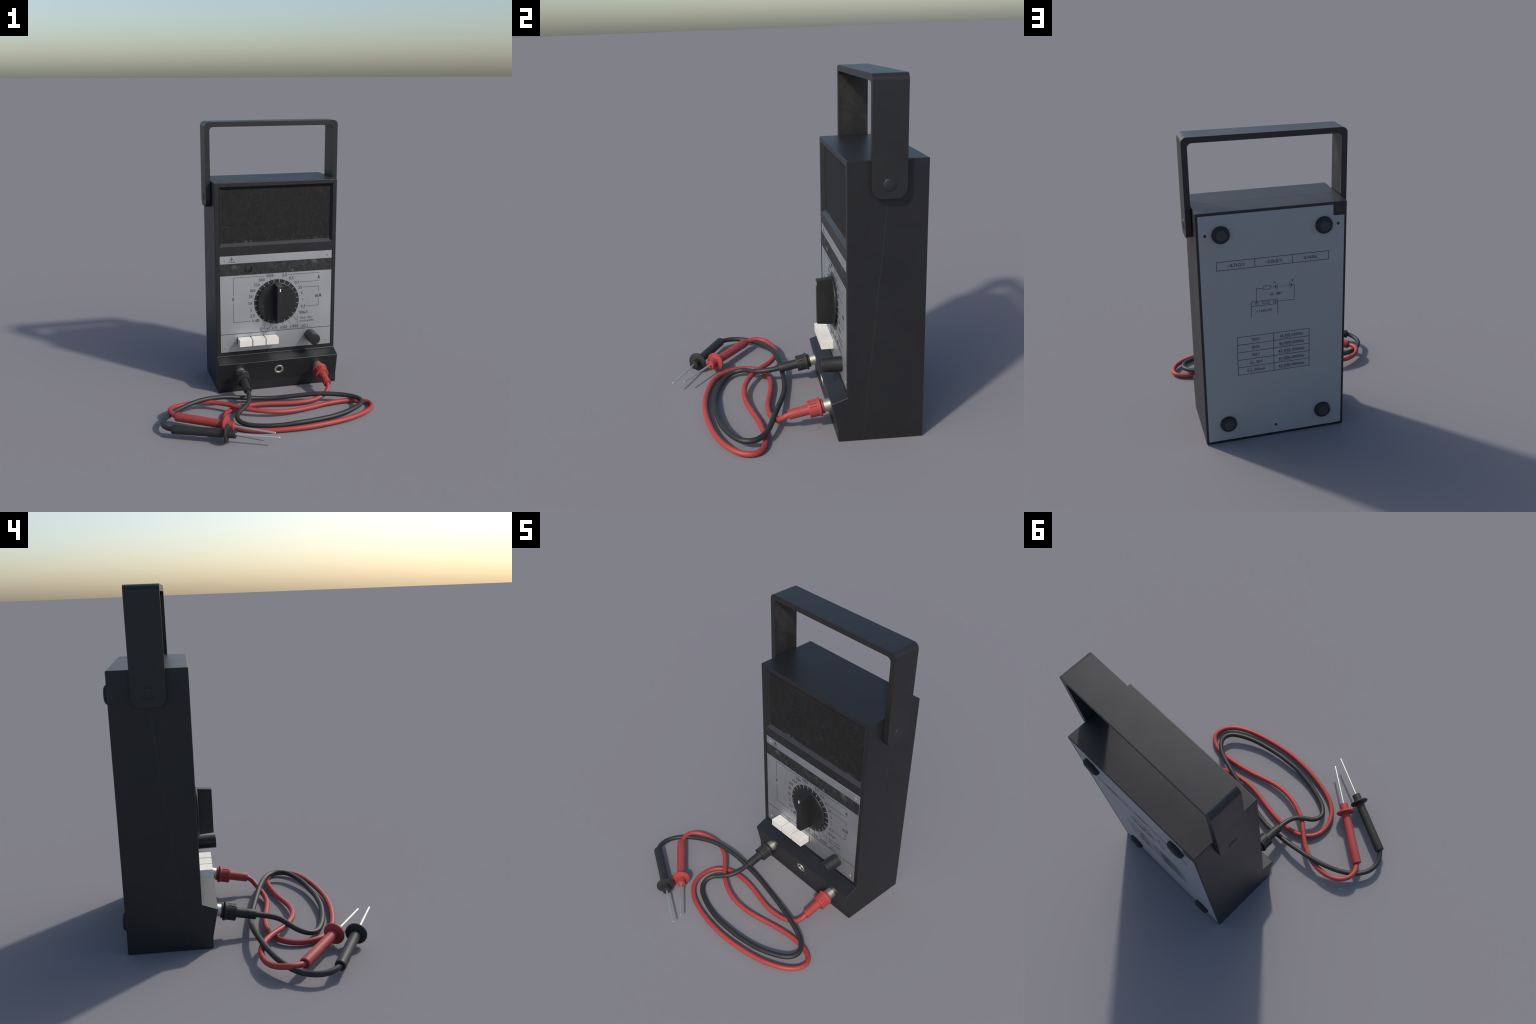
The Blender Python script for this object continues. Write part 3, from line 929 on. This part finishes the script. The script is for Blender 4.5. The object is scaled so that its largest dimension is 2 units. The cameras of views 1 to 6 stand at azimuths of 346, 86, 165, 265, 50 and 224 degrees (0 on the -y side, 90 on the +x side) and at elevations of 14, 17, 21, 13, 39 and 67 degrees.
WIRE_R = 0.0164
BLACK_PATH = [(-0.103, -0.038, 0.109), (-0.108, -0.106, 0.097), (-0.128, -0.171, 0.084), (-0.175, -0.219, 0.067), (-0.227, -0.263, 0.053), (-0.242, -0.326, 0.035),
    (-0.201, -0.379, 0.023), (-0.139, -0.409, 0.019), (-0.073, -0.431, 0.019), (-0.005, -0.447, 0.021), (0.063, -0.457, 0.024), (0.132, -0.463, 0.031),
    (0.202, -0.461, 0.033), (0.271, -0.457, 0.034), (0.340, -0.447, 0.035), (0.408, -0.434, 0.035), (0.476, -0.417, 0.039), (0.541, -0.393, 0.044),
    (0.603, -0.362, 0.048), (0.658, -0.320, 0.052), (0.677, -0.257, 0.054), (0.640, -0.201, 0.056), (0.581, -0.165, 0.059), (0.516, -0.141, 0.061),
    (0.449, -0.121, 0.063), (0.382, -0.102, 0.061), (0.316, -0.084, 0.053), (0.249, -0.066, 0.045), (0.182, -0.049, 0.037), (0.115, -0.033, 0.030),
    (0.047, -0.020, 0.028), (-0.022, -0.011, 0.032), (-0.091, -0.009, 0.041), (-0.160, -0.011, 0.052), (-0.228, -0.014, 0.066), (-0.297, -0.022, 0.075),
    (-0.365, -0.032, 0.080), (-0.433, -0.046, 0.081), (-0.500, -0.066, 0.077), (-0.564, -0.092, 0.069), (-0.625, -0.125, 0.062), (-0.680, -0.166, 0.055),
    (-0.725, -0.219, 0.052), (-0.750, -0.284, 0.053), (-0.743, -0.352, 0.056), (-0.704, -0.408, 0.063)]
RED_PATH = [(0.503, -0.040, 0.102), (0.497, -0.070, 0.082), (0.462, -0.100, 0.051), (0.381, -0.129, 0.031), (0.294, -0.141, 0.027), (0.206, -0.136, 0.024),
    (0.118, -0.120, 0.024), (0.031, -0.104, 0.025), (-0.057, -0.096, 0.024), (-0.146, -0.099, 0.023), (-0.231, -0.124, 0.022), (-0.297, -0.181, 0.021),
    (-0.322, -0.265, 0.018), (-0.304, -0.351, 0.019), (-0.251, -0.420, 0.017), (-0.175, -0.465, 0.016), (-0.090, -0.491, 0.016), (-0.003, -0.508, 0.018),
    (0.085, -0.518, 0.021), (0.174, -0.521, 0.022), (0.263, -0.517, 0.024), (0.351, -0.505, 0.024), (0.438, -0.488, 0.024), (0.524, -0.465, 0.024),
    (0.606, -0.433, 0.026), (0.683, -0.389, 0.026), (0.741, -0.323, 0.021), (0.748, -0.241, 0.017), (0.678, -0.191, 0.017), (0.590, -0.182, 0.020),
    (0.502, -0.189, 0.021), (0.414, -0.204, 0.021), (0.328, -0.225, 0.020), (0.243, -0.250, 0.024), (0.156, -0.270, 0.030), (0.068, -0.276, 0.036),
    (-0.020, -0.264, 0.044), (-0.103, -0.235, 0.050), (-0.180, -0.191, 0.054), (-0.247, -0.133, 0.057), (-0.316, -0.078, 0.056), (-0.397, -0.040, 0.057),
    (-0.484, -0.025, 0.056), (-0.572, -0.036, 0.054), (-0.649, -0.077, 0.063), (-0.686, -0.154, 0.074), (-0.651, -0.232, 0.064)]


def collar_profile():
    return ([(0.119, 0.029), (0.1205, 0.0335), (0.1190, 0.036)] + rounded(0.1190, 0.0495, 0.003, -1)[0:5]
            + [(0.1300, 0.0497), (0.1315, 0.0500), (0.1720, 0.0503), (0.1735, 0.0505), (0.1780, 0.0508), (0.1800, 0.0535), (0.1835, 0.0552), (0.1890, 0.0552), (0.1920, 0.0535), (0.1930, 0.0500),
               (0.1930, 0.0460), (0.1880, 0.0445), (0.1880, 0.0410), (0.1950, 0.0410)] + rounded(0.2075, 0.0425, 0.002, 1) + [(0.2075, 0.030), (0.2075, 0.0)])

def collar_relief(k, a, r):
    """six broad grip panels, each pair parted by a narrow rib with a groove on either side"""
    if 9 <= k <= 10:
        p = (math.degrees(a) + 12) % 60.0
        d = abs(p - 30.0)
        if d < 19.5:
            return r - 0.0012
        if d < 23.5:
            return r - 0.0050
    return r

def build_lead(color, tip, path, rear, ptip, mats, label):
    m_cable, m_lead = mats
    root = empty("test_lead", (path[len(path) // 2][0], path[len(path) // 2][1], 0), label, "test lead")
    # plug: cable sleeve + grip collar, pushed into the jack on the shelf
    ax = -JN
    sleeve = [(0.028, 0.0), (0.028, 0.0165), (0.0015, 0.0175), (0.0, 0.0190), (-0.0006, 0.0225), (0.0, 0.0262)] + [(0.0012, 0.0282), (0.0035, 0.0288), (0.060, 0.0290), (0.1185, 0.0294), (0.1215, 0.0300), (0.1215, 0.0)]
    plug = lathe("plug", sleeve, m_lead, root, tip, axis=ax, n=48, angle=40)
    lathe("plug_collar", collar_profile(), m_lead, plug, tip, axis=ax, n=180, radial=collar_relief, angle=30)
    lathe("jack_bushing", [(0.2070, 0.0), (0.2070, 0.0345)] + [(0.2085, 0.0358), (0.2300, 0.0358), (0.2560, 0.0358), (0.2560, 0.0)], M_NICKEL, case_front, tip, axis=ax, n=48)
    # probe
    rear, ptip = Vector(rear), Vector(ptip)
    d = (ptip - rear).normalized()
    body = [(0.030, 0.0), (0.030, 0.0180), (0.002, 0.0185), (0.0, 0.0205), (-0.0005, 0.0240)] + [(0.0008, 0.0280), (0.0035, 0.0300), (0.008, 0.0307), (0.150, 0.0298), (0.300, 0.0285), (0.368, 0.0280),
            (0.380, 0.0282), (0.428, 0.0282), (0.4315, 0.0275), (0.4325, 0.0255), (0.4325, 0.0220), (0.4300, 0.0200), (0.4300, 0.0)]
    probe = lathe("probe", body, m_lead, root, rear, axis=d, n=48, angle=40)
    guard = [(0.363, 0.026), (0.363, 0.050), (0.3655, 0.0600), (0.3690, 0.0618), (0.3735, 0.0618), (0.3765, 0.0602), (0.3790, 0.052), (0.3815, 0.034), (0.3825, 0.026)]
    lathe("finger_guard", guard, m_lead, probe, rear, axis=d, n=56, angle=40)
    L = (ptip - rear).length
    pin = [(0.425, 0.0), (0.425, 0.0068), (L - 0.009, 0.0063), (L - 0.005, 0.0060), (L - 0.002, 0.0046), (L, 0.0)]
    lathe("probe_pin", pin, M_PIN, probe, rear, axis=d, n=24, angle=40)
    # cable
    start = Vector(tip) + Vector(ax) * 0.025
    ends = [tuple(start)] + [tuple(p) for p in path] + [tuple(rear + d * 0.026)]
    pts = smooth(catmull(ends, 6), 6)
    tube("cable", [Vector((p.x, p.y, max(p.z, WIRE_R + 0.0004))) for p in pts], WIRE_R, m_cable, root)
    return root

build_lead("black", (-0.1025, -0.0377, 0.1088), BLACK_PATH, (-0.7035, -0.4078, 0.0625), (-0.0525, -0.7245, 0.0768), (M_CABLE_K, M_LEAD_K),
           "black test lead with plug, coiled cable and needle probe")
build_lead("red", (0.5028, -0.0395, 0.1030), RED_PATH, (-0.6510, -0.2325, 0.0640), (-0.0640, -0.6545, 0.0762), (M_CABLE_R, M_LEAD_R),
           "red test lead with plug, coiled cable and needle probe")
